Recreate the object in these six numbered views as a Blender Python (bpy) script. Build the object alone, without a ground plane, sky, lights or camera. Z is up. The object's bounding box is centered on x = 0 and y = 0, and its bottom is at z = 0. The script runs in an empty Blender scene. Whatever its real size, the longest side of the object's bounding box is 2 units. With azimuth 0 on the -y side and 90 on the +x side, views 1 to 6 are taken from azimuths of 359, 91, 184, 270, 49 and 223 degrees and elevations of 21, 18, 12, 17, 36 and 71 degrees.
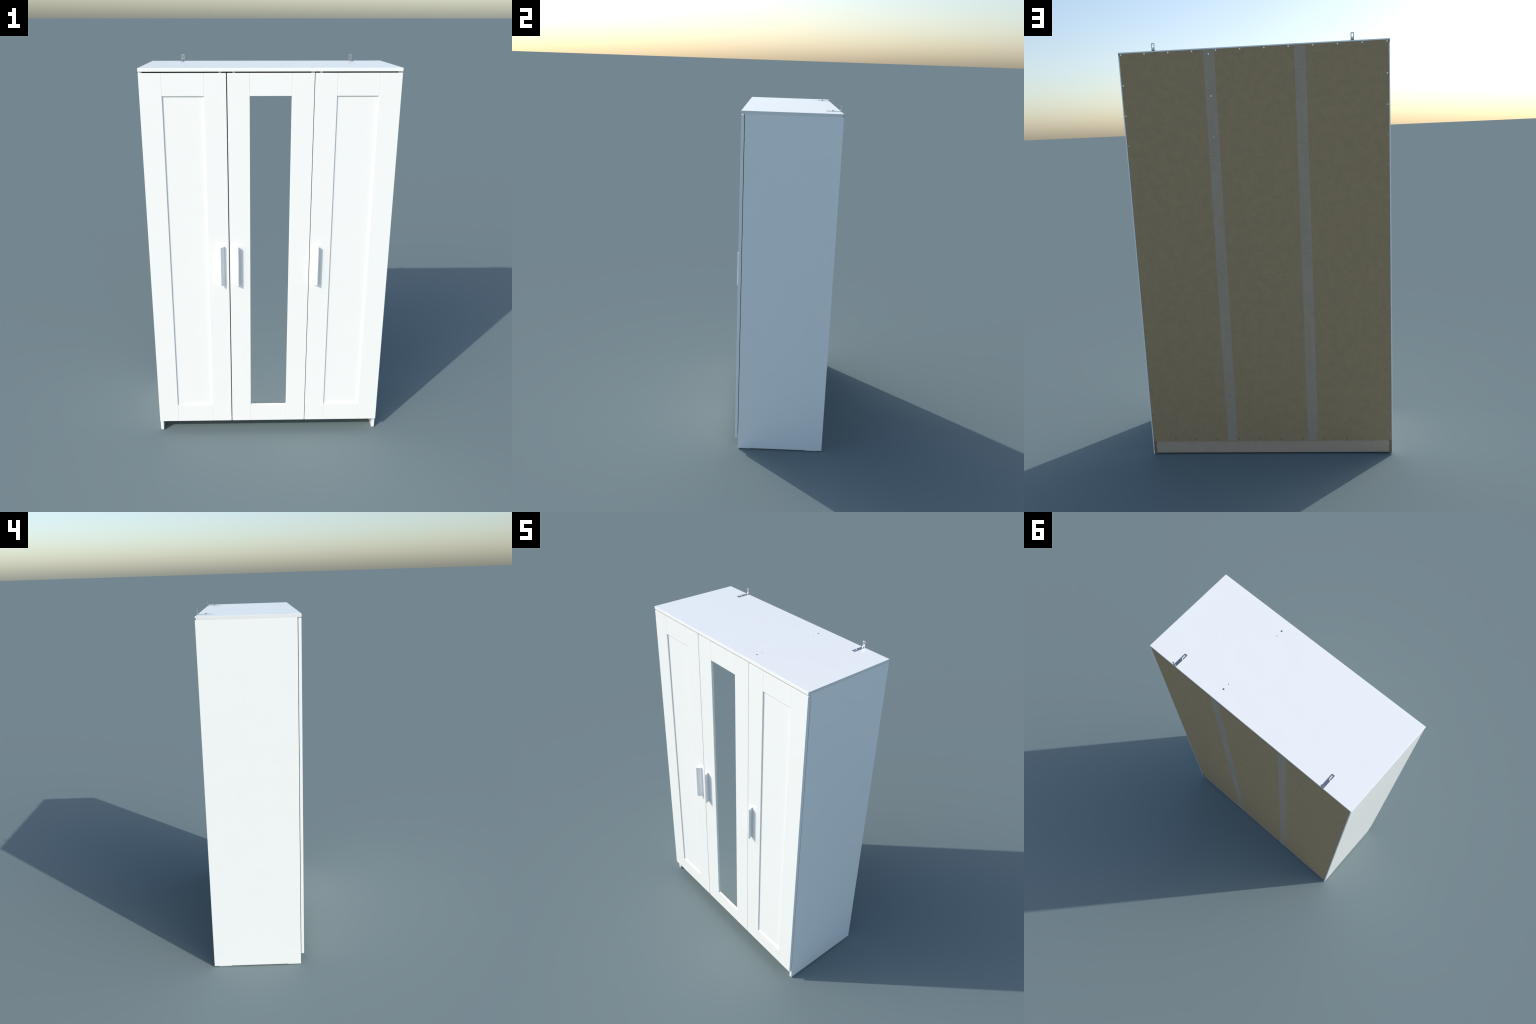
"""White three-door wardrobe with a mirrored middle door, board back and wall brackets."""
import bpy, bmesh, math
from mathutils import Vector, Matrix

# ------------------------------------------------------------------ sizes (m)
HALF_W = 0.6044            # half width of carcass and top panel
TOP_Z, TOP_UNDER = 1.9670, 1.9512
FRONT_Y, REAR_Y = -0.2452, 0.2723
REBATE_Y = 0.2676          # where the rear rebate for the back board starts
SIDE_T = 0.0168            # side panel / partition thickness
CARCASS_FRONT = -0.2256
DOOR_FRONT, DOOR_BACK = -0.2442, -0.2288
DOOR_Z0, DOOR_Z1 = 0.0702, 1.9450
PANEL_Y = DOOR_FRONT + 0.0066   # recessed door panel / mirror plane
FLOOR_GAP = 0.0035         # height of the plastic glides
BACK_Z0, BACK_Z1 = 0.0722, 1.9612
PARTITION_X = 0.1943


# ------------------------------------------------------------------ materials
def new_mat(name):
    m = bpy.data.materials.new(name)
    m.use_nodes = True
    nt = m.node_tree
    bsdf = nt.nodes["Principled BSDF"]
    return m, nt, bsdf


def coord(nt, scale=(1, 1, 1)):
    tc = nt.nodes.new("ShaderNodeTexCoord")
    mp = nt.nodes.new("ShaderNodeMapping")
    mp.inputs["Scale"].default_value = scale
    nt.links.new(tc.outputs["Object"], mp.inputs["Vector"])
    return mp.outputs["Vector"]


def noise(nt, vec, scale, detail=3.0, rough=0.55):
    n = nt.nodes.new("ShaderNodeTexNoise")
    n.inputs["Scale"].default_value = scale
    n.inputs["Detail"].default_value = detail
    n.inputs["Roughness"].default_value = rough
    nt.links.new(vec, n.inputs["Vector"])
    return n.outputs["Fac"]


def ramp(nt, fac, stops):
    r = nt.nodes.new("ShaderNodeValToRGB")
    el = r.color_ramp.elements
    el[0].position, el[0].color = stops[0][0], (*stops[0][1], 1)
    el[1].position, el[1].color = stops[-1][0], (*stops[-1][1], 1)
    for p, c in stops[1:-1]:
        e = el.new(p)
        e.color = (*c, 1)
    nt.links.new(fac, r.inputs["Fac"])
    return r.outputs["Color"]


def mix(nt, a, b, fac, mode="MIX"):
    m = nt.nodes.new("ShaderNodeMix")
    m.data_type, m.blend_type = "RGBA", mode
    for sock, v in ((m.inputs[6], a), (m.inputs[7], b)):
        if isinstance(v, tuple):
            sock.default_value = (*v, 1)
        else:
            nt.links.new(v, sock)
    if isinstance(fac, float):
        m.inputs[0].default_value = fac
    else:
        nt.links.new(fac, m.inputs[0])
    return m.outputs[2]


def bump(nt, bsdf, height, strength, dist):
    b = nt.nodes.new("ShaderNodeBump")
    b.inputs["Strength"].default_value = strength
    b.inputs["Distance"].default_value = dist
    nt.links.new(height, b.inputs["Height"])
    nt.links.new(b.outputs["Normal"], bsdf.inputs["Normal"])


def scaled(c, k):
    return tuple(v * k for v in c)


def foil_material(name, base, roughness):
    """Smooth white laminate: almost uniform, with a faint large mottling."""
    m, nt, b = new_mat(name)
    v = coord(nt)
    f = noise(nt, v, 9.0, 4.0)
    nt.links.new(ramp(nt, f, [(0.3, scaled(base, 0.994)), (0.7, scaled(base, 1.004))]),
                 b.inputs["Base Color"])
    b.inputs["Roughness"].default_value = roughness
    bump(nt, b, noise(nt, v, 320.0, 2.0), 0.03, 0.0005)
    return m


def fibre_material(name, base, contrast, stretch=(1, 1, 1), grain=140.0):
    """Raw brown board: soft cloudy patches, fine fibre flecks and sparse dark specks."""
    m, nt, b = new_mat(name)
    v = coord(nt)
    vs = coord(nt, stretch)
    clouds = noise(nt, v, 26.0, 4.0, 0.6)
    flecks = noise(nt, vs, grain, 4.0, 0.7)
    c1 = ramp(nt, clouds, [(0.3, scaled(base, 1 - contrast)), (0.7, scaled(base, 1 + contrast))])
    c2 = ramp(nt, flecks, [(0.3, (0.80, 0.79, 0.77)), (0.5, (1, 1, 1)), (0.72, (1.16, 1.15, 1.13))])
    col = mix(nt, c1, c2, 0.55, "MULTIPLY")
    nt.links.new(col, b.inputs["Base Color"])
    b.inputs["Roughness"].default_value = 0.75
    b.inputs["Specular IOR Level"].default_value = 0.25
    bump(nt, b, flecks, 0.15, 0.0006)
    return m


def tape_material(name, base):
    """Greyish paper tape: tiny cross-wise wrinkles over the brown board."""
    m, nt, b = new_mat(name)
    fine = noise(nt, coord(nt, (0.12, 1, 1.0)), 260.0, 3.0, 0.65)
    patch = noise(nt, coord(nt, (1, 1, 0.35)), 18.0, 3.0)
    c1 = ramp(nt, fine, [(0.25, scaled(base, 0.91)), (0.75, scaled(base, 1.08))])
    c2 = ramp(nt, patch, [(0.3, (0.94, 0.95, 0.97)), (0.7, (1.05, 1.04, 1.02))])
    nt.links.new(mix(nt, c1, c2, 1.0, "MULTIPLY"), b.inputs["Base Color"])
    b.inputs["Roughness"].default_value = 0.5
    b.inputs["Specular IOR Level"].default_value = 0.4
    bump(nt, b, fine, 0.25, 0.0006)
    return m


def metal_material(name, base, roughness):
    m, nt, b = new_mat(name)
    f = noise(nt, coord(nt), 180.0, 3.0)
    nt.links.new(ramp(nt, f, [(0.3, scaled(base, 0.94)), (0.7, scaled(base, 1.04))]),
                 b.inputs["Base Color"])
    b.inputs["Metallic"].default_value = 1.0
    b.inputs["Roughness"].default_value = roughness
    return m


def mirror_material():
    m, nt, b = new_mat("mirror_silver")
    f = noise(nt, coord(nt), 3.0, 1.0)
    nt.links.new(ramp(nt, f, [(0.0, (0.975, 0.98, 0.98)), (1.0, (0.985, 0.99, 0.99))]),
                 b.inputs["Base Color"])
    b.inputs["Metallic"].default_value = 1.0
    b.inputs["Roughness"].default_value = 0.0
    return m


WHITE = (0.975, 0.98, 0.94)
M_WHITE = foil_material("white_foil", WHITE, 0.28)
M_EDGE = foil_material("white_edge_band", (0.86, 0.86, 0.825), 0.5)
M_HANDLE = foil_material("white_handle_lacquer", (0.95, 0.95, 0.95), 0.35)
M_BOARD = fibre_material("brown_back_board", (0.445, 0.308, 0.168), 0.055)
M_RAW = fibre_material("raw_particle_board", (0.33, 0.22, 0.12), 0.12, grain=260.0)
M_RAIL = fibre_material("grey_brown_rail", (0.55, 0.415, 0.295), 0.05, grain=200.0)
M_TAPE = tape_material("grey_paper_tape", (0.452, 0.354, 0.255))
M_ZINC = metal_material("zinc_steel", (0.50, 0.51, 0.53), 0.28)
M_NAIL = metal_material("bright_nail_steel", (0.54, 0.58, 0.62), 0.14)
M_SCREW = metal_material("dull_screw_steel", (0.42, 0.44, 0.48), 0.30)
M_MIRROR = mirror_material()
M_DARK = foil_material("dark_dowel_and_occluder", (0.06, 0.05, 0.042), 0.7)  # dowel ends, and the added bar that blackens the top gap


# ------------------------------------------------------------------ mesh helpers
def finish(bm, name, mats, parent, smooth=0):
    bmesh.ops.recalc_face_normals(bm, faces=bm.faces)
    me = bpy.data.meshes.new(name)
    bm.to_mesh(me)
    bm.free()
    for m in (mats if isinstance(mats, (list, tuple)) else [mats]):
        me.materials.append(m)
    ob = bpy.data.objects.new(name, me)
    bpy.context.scene.collection.objects.link(ob)
    if parent is not None:
        ob.parent = parent
    if smooth:
        for p in me.polygons:
            p.use_smooth = True
        me.set_sharp_from_angle(angle=math.radians(smooth))
    return ob


def instance(src, name, loc, parent):
    ob = src.copy()
    ob.name = name
    ob.location = loc
    ob.parent = parent
    bpy.context.scene.collection.objects.link(ob)
    return ob


def bevel(bm, width, segments=2, edges=None):
    if width <= 0:
        return
    bmesh.ops.bevel(bm, geom=list(edges if edges is not None else bm.edges), offset=width,
                    segments=segments, profile=0.5, affect="EDGES", clamp_overlap=True)


def box_bm(lo, hi, width=0.0, segments=2):
    bm = bmesh.new()
    bmesh.ops.create_cube(bm, size=1.0)
    for v in bm.verts:
        v.co = Vector([lo[i] + (v.co[i] + 0.5) * (hi[i] - lo[i]) for i in range(3)])
    bevel(bm, width, segments)
    return bm


def box(name, lo, hi, mats, parent, width=0.0008, segments=2):
    return finish(box_bm(lo, hi, width, segments), name, mats, parent)


def prism_bm(outline, axis, a, b):
    """Extrude a 2D outline along an axis; the outline holds the two other axes in xyz order."""
    def put(p, h):
        c = list(p)
        c.insert("xyz".index(axis), h)
        return Vector(c)
    bm = bmesh.new()
    lo = [bm.verts.new(put(p, a)) for p in outline]
    hi = [bm.verts.new(put(p, b)) for p in outline]
    n = len(outline)
    bm.faces.new(lo)
    bm.faces.new(hi[::-1])
    for i in range(n):
        bm.faces.new((lo[i], hi[i], hi[(i + 1) % n], lo[(i + 1) % n]))
    bmesh.ops.recalc_face_normals(bm, faces=bm.faces)
    return bm


def cylinder_bm(radius, depth, axis="z", segments=24, top_radius=None):
    bm = bmesh.new()
    bmesh.ops.create_cone(bm, cap_ends=True, segments=segments, radius1=radius,
                          radius2=radius if top_radius is None else top_radius, depth=depth)
    if axis == "y":
        bmesh.ops.rotate(bm, verts=bm.verts, matrix=Matrix.Rotation(-math.pi / 2, 3, "X"))
    return bm


def join_bm(dst, src):
    tmp = bpy.data.meshes.new("tmp")
    src.to_mesh(tmp)
    src.free()
    dst.from_mesh(tmp)
    bpy.data.meshes.remove(tmp)


def cut(ob, cutters, smooth=False):
    """Subtract cutter meshes from an object and apply the result."""
    for c in cutters:
        md = ob.modifiers.new("cut", "BOOLEAN")
        md.operation, md.solver, md.object = "DIFFERENCE", "EXACT", c
    dg = bpy.context.evaluated_depsgraph_get()
    me = bpy.data.meshes.new_from_object(ob.evaluated_get(dg))
    ob.modifiers.clear()
    old = ob.data
    ob.data = me
    me.name = old.name
    bpy.data.meshes.remove(old)
    for c in cutters:
        bpy.data.objects.remove(c)
    if smooth:
        for p in me.polygons:
            p.use_smooth = True
        me.set_sharp_from_angle(angle=math.radians(35))


# ------------------------------------------------------------------ the wardrobe
wardrobe = bpy.data.objects.new("wardrobe", None)
wardrobe.empty_display_size = 0.2
bpy.context.scene.collection.objects.link(wardrobe)
wardrobe["label"] = "tall white wardrobe with three doors and a mirrored middle door"
wardrobe["category"] = "wardrobe"

# --- top panel: board with a rear rebate, raw inside the rebate, greyer end bands
bm = prism_bm([(FRONT_Y, TOP_UNDER), (REBATE_Y, TOP_UNDER), (REBATE_Y, BACK_Z1 + 0.0003),
               (REAR_Y, BACK_Z1 + 0.0003), (REAR_Y, TOP_Z), (FRONT_Y, TOP_Z)], "x", -HALF_W, HALF_W)
outer = [e for e in bm.edges if all(v.co.y < 0 or v.co.z > TOP_Z - 1e-5 for v in e.verts)]
bevel(bm, 0.0011, 2, outer)
bm.normal_update()
for f in bm.faces:
    c = f.calc_center_median()
    if abs(f.normal.x) > 0.9:
        f.material_index = 1
    elif c.y > REBATE_Y - 1e-4 and c.z < BACK_Z1 + 0.001 and (f.normal.y > 0.5 or f.normal.z < -0.5):
        f.material_index = 2
top_panel = finish(bm, "top_panel", [M_WHITE, M_EDGE, M_RAW], wardrobe)
FIX_X = PARTITION_X - 0.0009
SCREW_YS, DOWEL_YS = (-0.1868, 0.2098), (-0.1540, 0.1768)
cutters = []
for ys, r, d in ((SCREW_YS, 0.0045, 0.0030), (DOWEL_YS, 0.0022, 0.0060)):
    for y in ys:
        cb = cylinder_bm(r, d * 2, segments=24)
        bmesh.ops.translate(cb, verts=cb.verts, vec=(FIX_X, y, TOP_Z))
        cutters.append(finish(cb, "cutter", M_RAW, None))
cut(top_panel, cutters)

# countersunk screws and dowel ends above the partition
bm = cylinder_bm(0.0044, 0.0016, segments=24)
bevel(bm, 0.0003, 1)
recess = cylinder_bm(0.0014, 0.0006, segments=6)
bmesh.ops.translate(recess, verts=recess.verts, vec=(0, 0, 0.0006))
join_bm(bm, recess)
fixing_screw = finish(bm, "fixing_screw", M_NAIL, wardrobe)
fixing_screw.location = (FIX_X, SCREW_YS[0], TOP_Z - 0.0013)
instance(fixing_screw, "fixing_screw", (FIX_X, SCREW_YS[1], TOP_Z - 0.0013), wardrobe)
dowel = finish(cylinder_bm(0.00215, 0.003, segments=16), "dowel", M_DARK, wardrobe)
dowel.location = (FIX_X, DOWEL_YS[0], TOP_Z - 0.0030)
instance(dowel, "dowel", (FIX_X, DOWEL_YS[1], TOP_Z - 0.0030), wardrobe)

# --- side panels: rebated at the rear, standing on glides
LIP = HALF_W - 0.0054
for s in (-1, 1):
    out, inn, lip = s * (HALF_W - 0.0003), s * (HALF_W - SIDE_T), s * LIP
    bm = prism_bm([(out, CARCASS_FRONT), (out, REAR_Y), (lip, REAR_Y), (lip, REBATE_Y),
                   (inn, REBATE_Y), (inn, CARCASS_FRONT)], "z", FLOOR_GAP, TOP_UNDER - 0.0002)
    edges = [e for e in bm.edges if all(abs(v.co.y - CARCASS_FRONT) < 1e-5 or abs(v.co.x - out) < 1e-5
                                        for v in e.verts) and min(v.co.z for v in e.verts) < 1.0]
    bevel(bm, 0.0009, 2, edges)
    bm.normal_update()
    for f in bm.faces:
        c = f.calc_center_median()
        if (c.y > REBATE_Y - 1e-4 and abs(c.x) < LIP + 1e-4 and abs(f.normal.z) < 0.5
                and (f.normal.y > 0.5 or abs(c.x - lip) < 1e-5)):
            f.material_index = 1
    side = finish(bm, "side_panel", [M_WHITE, M_RAW], wardrobe)
    for y0, y1 in ((-0.2240, -0.1508), (0.1733, 0.2460)):
        box("foot", (min(out, inn) + 0.0012, y0, 0.0), (max(out, inn) - 0.0012, y1, FLOOR_GAP + 0.0004),
            M_WHITE, side, 0.0017, 3)

# --- inner boards
INNER = HALF_W - SIDE_T
box("bottom_panel", (-INNER, CARCASS_FRONT, 0.0725), (INNER, REBATE_Y, 0.0893), M_WHITE, wardrobe)
box("partition", (PARTITION_X - SIDE_T / 2, CARCASS_FRONT, 0.0895), (PARTITION_X + SIDE_T / 2, REBATE_Y, TOP_UNDER - 0.0003),
    M_WHITE, wardrobe)
box("shelf", (PARTITION_X + SIDE_T / 2 + 0.0003, -0.19, 1.62), (INNER - 0.0003, 0.262, 1.6368), M_WHITE, wardrobe)
box("shelf", (-INNER + 0.0003, -0.19, 1.62), (PARTITION_X - SIDE_T / 2 - 0.0003, 0.262, 1.6368), M_WHITE, wardrobe)
box("gap_occluder", (-INNER, -0.2060, 1.9150), (INNER, -0.1900, TOP_UNDER - 0.0002), M_DARK, wardrobe)  # added dark bar, keeps the gap between doors and top panel black
box("back_rail", (-0.5872, 0.2500, 0.0062), (0.5872, 0.2667, 0.0720), M_RAIL, wardrobe)

# --- back board with paper tape over its folds
BOARD_Y = 0.2719
back = box("back_panel", (-LIP + 0.0004, REBATE_Y + 0.0002, BACK_Z0), (LIP - 0.0004, BOARD_Y, BACK_Z1),
           M_BOARD, wardrobe, 0.0003, 1)
for xc in (0.1937, -0.2117):
    box("tape", (xc - 0.0251, BOARD_Y - 0.0002, BACK_Z0 + 0.0015), (xc + 0.0251, BOARD_Y + 0.0002, BACK_Z1 - 0.001),
        M_TAPE, back, 0.0)

# --- nails: one row along each edge of the back board and one up the partition
bm = cylinder_bm(0.0034, 0.0010, axis="y", segments=20)
bevel(bm, 0.0002, 1, [e for e in bm.edges if all(v.co.y > 0 for v in e.verts)])
nail = finish(bm, "nail", M_NAIL, back)
spots = []
EDGE_X, HIGH, LOW = 0.5924, 1.9557, 0.0838
for i in range(12):
    x = EDGE_X - i * 2 * EDGE_X / 11
    spots += [(x, HIGH), (x, LOW)]
for i in range(1, 14):
    z = HIGH - i * (HIGH - LOW) / 14
    spots += [(EDGE_X, z), (-EDGE_X, z)]
for i in range(10):
    spots.append((PARTITION_X, 1.9406 - 0.1808 * i))
nail.location = (spots[0][0], BOARD_Y + 0.0004, spots[0][1])
for x, z in spots[1:]:
    instance(nail, "nail", (x, BOARD_Y + 0.0004, z), back)

# --- doors: two stiles, two rails and a recessed panel (or mirror)
STILE_W, RAIL_H = 0.1030, 0.1020
SEAM = 0.0003                # open joint between rail and stile
TIP = 0.0282
HANDLE_PROFILE = [(0.0, 0.0), (0.0004, 0.0124), (0.0170, TIP), (0.0225, 0.0222), (0.0142, 0.0120), (0.0117, 0.0)]
HANDLE_Z0, HANDLE_Z1 = 0.9020, 1.1098


def make_handle(x_base, direction, parent):
    """Flared grip: neck off the door, arm leaning away from the door's free edge, cut square."""
    outline = [(x_base + direction * w, DOOR_FRONT + 0.0002 - u) for w, u in HANDLE_PROFILE]
    hb = prism_bm(outline, "z", HANDLE_Z0, HANDLE_Z1)
    tall = [e for e in hb.edges if abs(e.verts[0].co.z - e.verts[1].co.z) > 0.1
            and min(e.verts[0].co.y, e.verts[1].co.y) < DOOR_FRONT - 0.005]
    bevel(hb, 0.0008, 3, tall)
    caps = [e for e in hb.edges if abs(e.verts[0].co.z - e.verts[1].co.z) < 1e-6
            and min(e.verts[0].co.y, e.verts[1].co.y) < DOOR_FRONT - 0.001]
    bevel(hb, 0.0004, 2, caps)
    return finish(hb, "handle", M_HANDLE, parent)


def make_door(x0, x1, mirrored, handle_x, handle_dir, hinge_x):
    xi0, xi1 = x0 + STILE_W, x1 - STILE_W
    zi0, zi1 = DOOR_Z0 + RAIL_H - 0.0005, DOOR_Z1 - RAIL_H
    core_front = PANEL_Y + (0.0030 if mirrored else 0.0)
    door = box("door", (xi0 - 0.006, core_front, zi0 - 0.006), (xi1 + 0.006, DOOR_BACK - 0.0006, zi1 + 0.006),
               M_WHITE, wardrobe, 0.0)
    for a, b in ((x0, xi0), (xi1, x1)):
        box("stile", (a, DOOR_FRONT, DOOR_Z0), (b, DOOR_BACK, DOOR_Z1), M_WHITE, door, 0.0008)
    for a, b in ((DOOR_Z0, zi0), (zi1, DOOR_Z1)):
        box("rail", (xi0 + SEAM, DOOR_FRONT + 0.0002, a), (xi1 - SEAM, DOOR_BACK - 0.0001, b), M_WHITE, door, 0.0006)
    if mirrored:
        box("mirror", (xi0 - 0.004, PANEL_Y, zi0 - 0.004), (xi1 + 0.004, PANEL_Y + 0.0028, zi1 + 0.004),
            M_MIRROR, door, 0.0)
    make_handle(handle_x, handle_dir, door)
    # soft stop near the top of the free edge
    bx = handle_x + handle_dir * 0.005
    box("door_stop", (bx - 0.006, DOOR_BACK + 0.0004, 1.9405), (bx + 0.006, DOOR_BACK + 0.014, 1.9508),
        M_EDGE, door, 0.0006)
    # hinge arms bridge the door and the board they are screwed to
    for z in (0.17, 0.72, 1.27, 1.845):
        box("hinge", (hinge_x - 0.006, DOOR_BACK + 0.0003, z - 0.018), (hinge_x + 0.006, DOOR_BACK + 0.075, z + 0.018),
            M_ZINC, door, 0.001)
    return door


make_door(-0.6035, -0.2043, False, -0.2277, -1, -INNER + 0.0085)
make_door(-0.1997, 0.2007, True, -0.1742, 1, PARTITION_X - 0.0174)
make_door(0.2038, 0.6034, False, 0.2272, 1, INNER - 0.0085)

# --- wall brackets: bent slotted strip with a gusset, held by a round-head screw
STRIP_W, STRIP_T = 0.0153, 0.0020


def slotted_strip(length, slot0, slot1, slot_w, corner):
    """Flat strip along +u from 0 to length with a round-ended slot and rounded far corners (u, v)."""
    h = STRIP_W / 2
    outer = [(0.0, -h), (length - corner, -h)]
    outer += [(length - corner + corner * math.sin(a), -h + corner - corner * math.cos(a))
              for a in [math.pi / 2 * i / 5 for i in range(1, 6)]]
    outer += [(u, -v) for u, v in reversed(outer[1:])] + [(0.0, h)]
    r = slot_w / 2
    inner = [(slot1 - r + r * math.sin(a), -r * math.cos(a)) for a in [math.pi * i / 8 for i in range(9)]]
    inner += [(slot0 + r - r * math.sin(a), r * math.cos(a)) for a in [math.pi * i / 8 for i in range(9)]]
    flat = bmesh.new()
    loops = []
    for pts in (outer, inner):
        vs = [flat.verts.new((u, v, 0)) for u, v in pts]
        loops += [flat.edges.new((vs[i], vs[(i + 1) % len(vs)])) for i in range(len(vs))]
    bmesh.ops.triangle_fill(flat, use_beauty=True, use_dissolve=False, edges=loops)
    res = bmesh.ops.extrude_face_region(flat, geom=list(flat.faces))
    bmesh.ops.translate(flat, verts=[g for g in res["geom"] if isinstance(g, bmesh.types.BMVert)],
                        vec=(0, 0, STRIP_T))
    bmesh.ops.recalc_face_normals(flat, faces=flat.faces)
    return flat


BEND = 0.0048                                  # outer bend radius
UP_Y = REAR_Y - 0.0001                         # rear face of the upright
UPRIGHT_H = 2.0 - TOP_Z
bracket_bm = bmesh.new()
leg_len = UP_Y - BEND - 0.1942
leg = slotted_strip(leg_len, leg_len - 0.0290, leg_len - 0.0040, 0.0064, 0.0032)
bmesh.ops.transform(leg, verts=leg.verts, matrix=Matrix(((0, 1, 0, 0), (-1, 0, 0, UP_Y - BEND), (0, 0, 1, 0.0001), (0, 0, 0, 1))))
join_bm(bracket_bm, leg)
upright = slotted_strip(UPRIGHT_H - BEND, 0.0131 - BEND, 0.0290 - BEND, 0.0070, 0.0038)
bmesh.ops.transform(upright, verts=upright.verts, matrix=Matrix(((0, 1, 0, 0), (0, 0, 1, UP_Y - STRIP_T), (1, 0, 0, BEND), (0, 0, 0, 1))))
join_bm(bracket_bm, upright)
arc = [math.pi / 2 * i / 6 for i in range(7)]
bend_outline = [(UP_Y - BEND + BEND * math.sin(a), BEND + 0.0001 - BEND * math.cos(a)) for a in arc]
ri = BEND - STRIP_T
bend_outline += [(UP_Y - BEND + ri * math.sin(a), BEND + 0.0001 - ri * math.cos(a)) for a in reversed(arc)]
join_bm(bracket_bm, prism_bm(bend_outline, "x", -STRIP_W / 2, STRIP_W / 2))
# pressed gusset in the inner corner
g = 0.0085
gus = prism_bm([(UP_Y - STRIP_T + 0.0002, STRIP_T - 0.0002), (UP_Y - STRIP_T - g, STRIP_T - 0.0002),
                (UP_Y - STRIP_T - g * 0.45, STRIP_T + g * 0.35), (UP_Y - STRIP_T + 0.0002, STRIP_T + g)],
               "x", -0.0024, 0.0024)
bevel(gus, 0.0008, 2)
join_bm(bracket_bm, gus)
bmesh.ops.translate(bracket_bm, verts=bracket_bm.verts, vec=(0, 0, 0.0))
bracket = finish(bracket_bm, "wall_bracket", M_ZINC, wardrobe, 35)
bracket.location = (0.4422, 0, TOP_Z)

# round-head screw with a cross recess
dome = bmesh.new()
bmesh.ops.create_uvsphere(dome, u_segments=24, v_segments=14, radius=0.0068)
bmesh.ops.bisect_plane(dome, geom=dome.verts[:] + dome.edges[:] + dome.faces[:], plane_co=(0, 0, 0.0012),
                       plane_no=(0, 0, 1), clear_inner=True)
bmesh.ops.holes_fill(dome, edges=[e for e in dome.edges if e.is_boundary])
for v in dome.verts:
    v.co.z = (v.co.z - 0.0012) * 0.85
head = finish(dome, "bracket_screw", M_SCREW, bracket, 35)
cross = []
for sx, sy in ((0.0042, 0.0009), (0.0009, 0.0042)):
    cross.append(finish(box_bm((-sx / 2, -sy / 2, 0.0026), (sx / 2, sy / 2, 0.006)), "cutter", M_SCREW, None))
cut(head, cross, True)
head.location = (0.0, 0.2262, STRIP_T)
twin = instance(bracket, "wall_bracket", (-0.4422, 0, TOP_Z), wardrobe)
instance(head, "bracket_screw", (0.0, 0.2262, STRIP_T), twin)
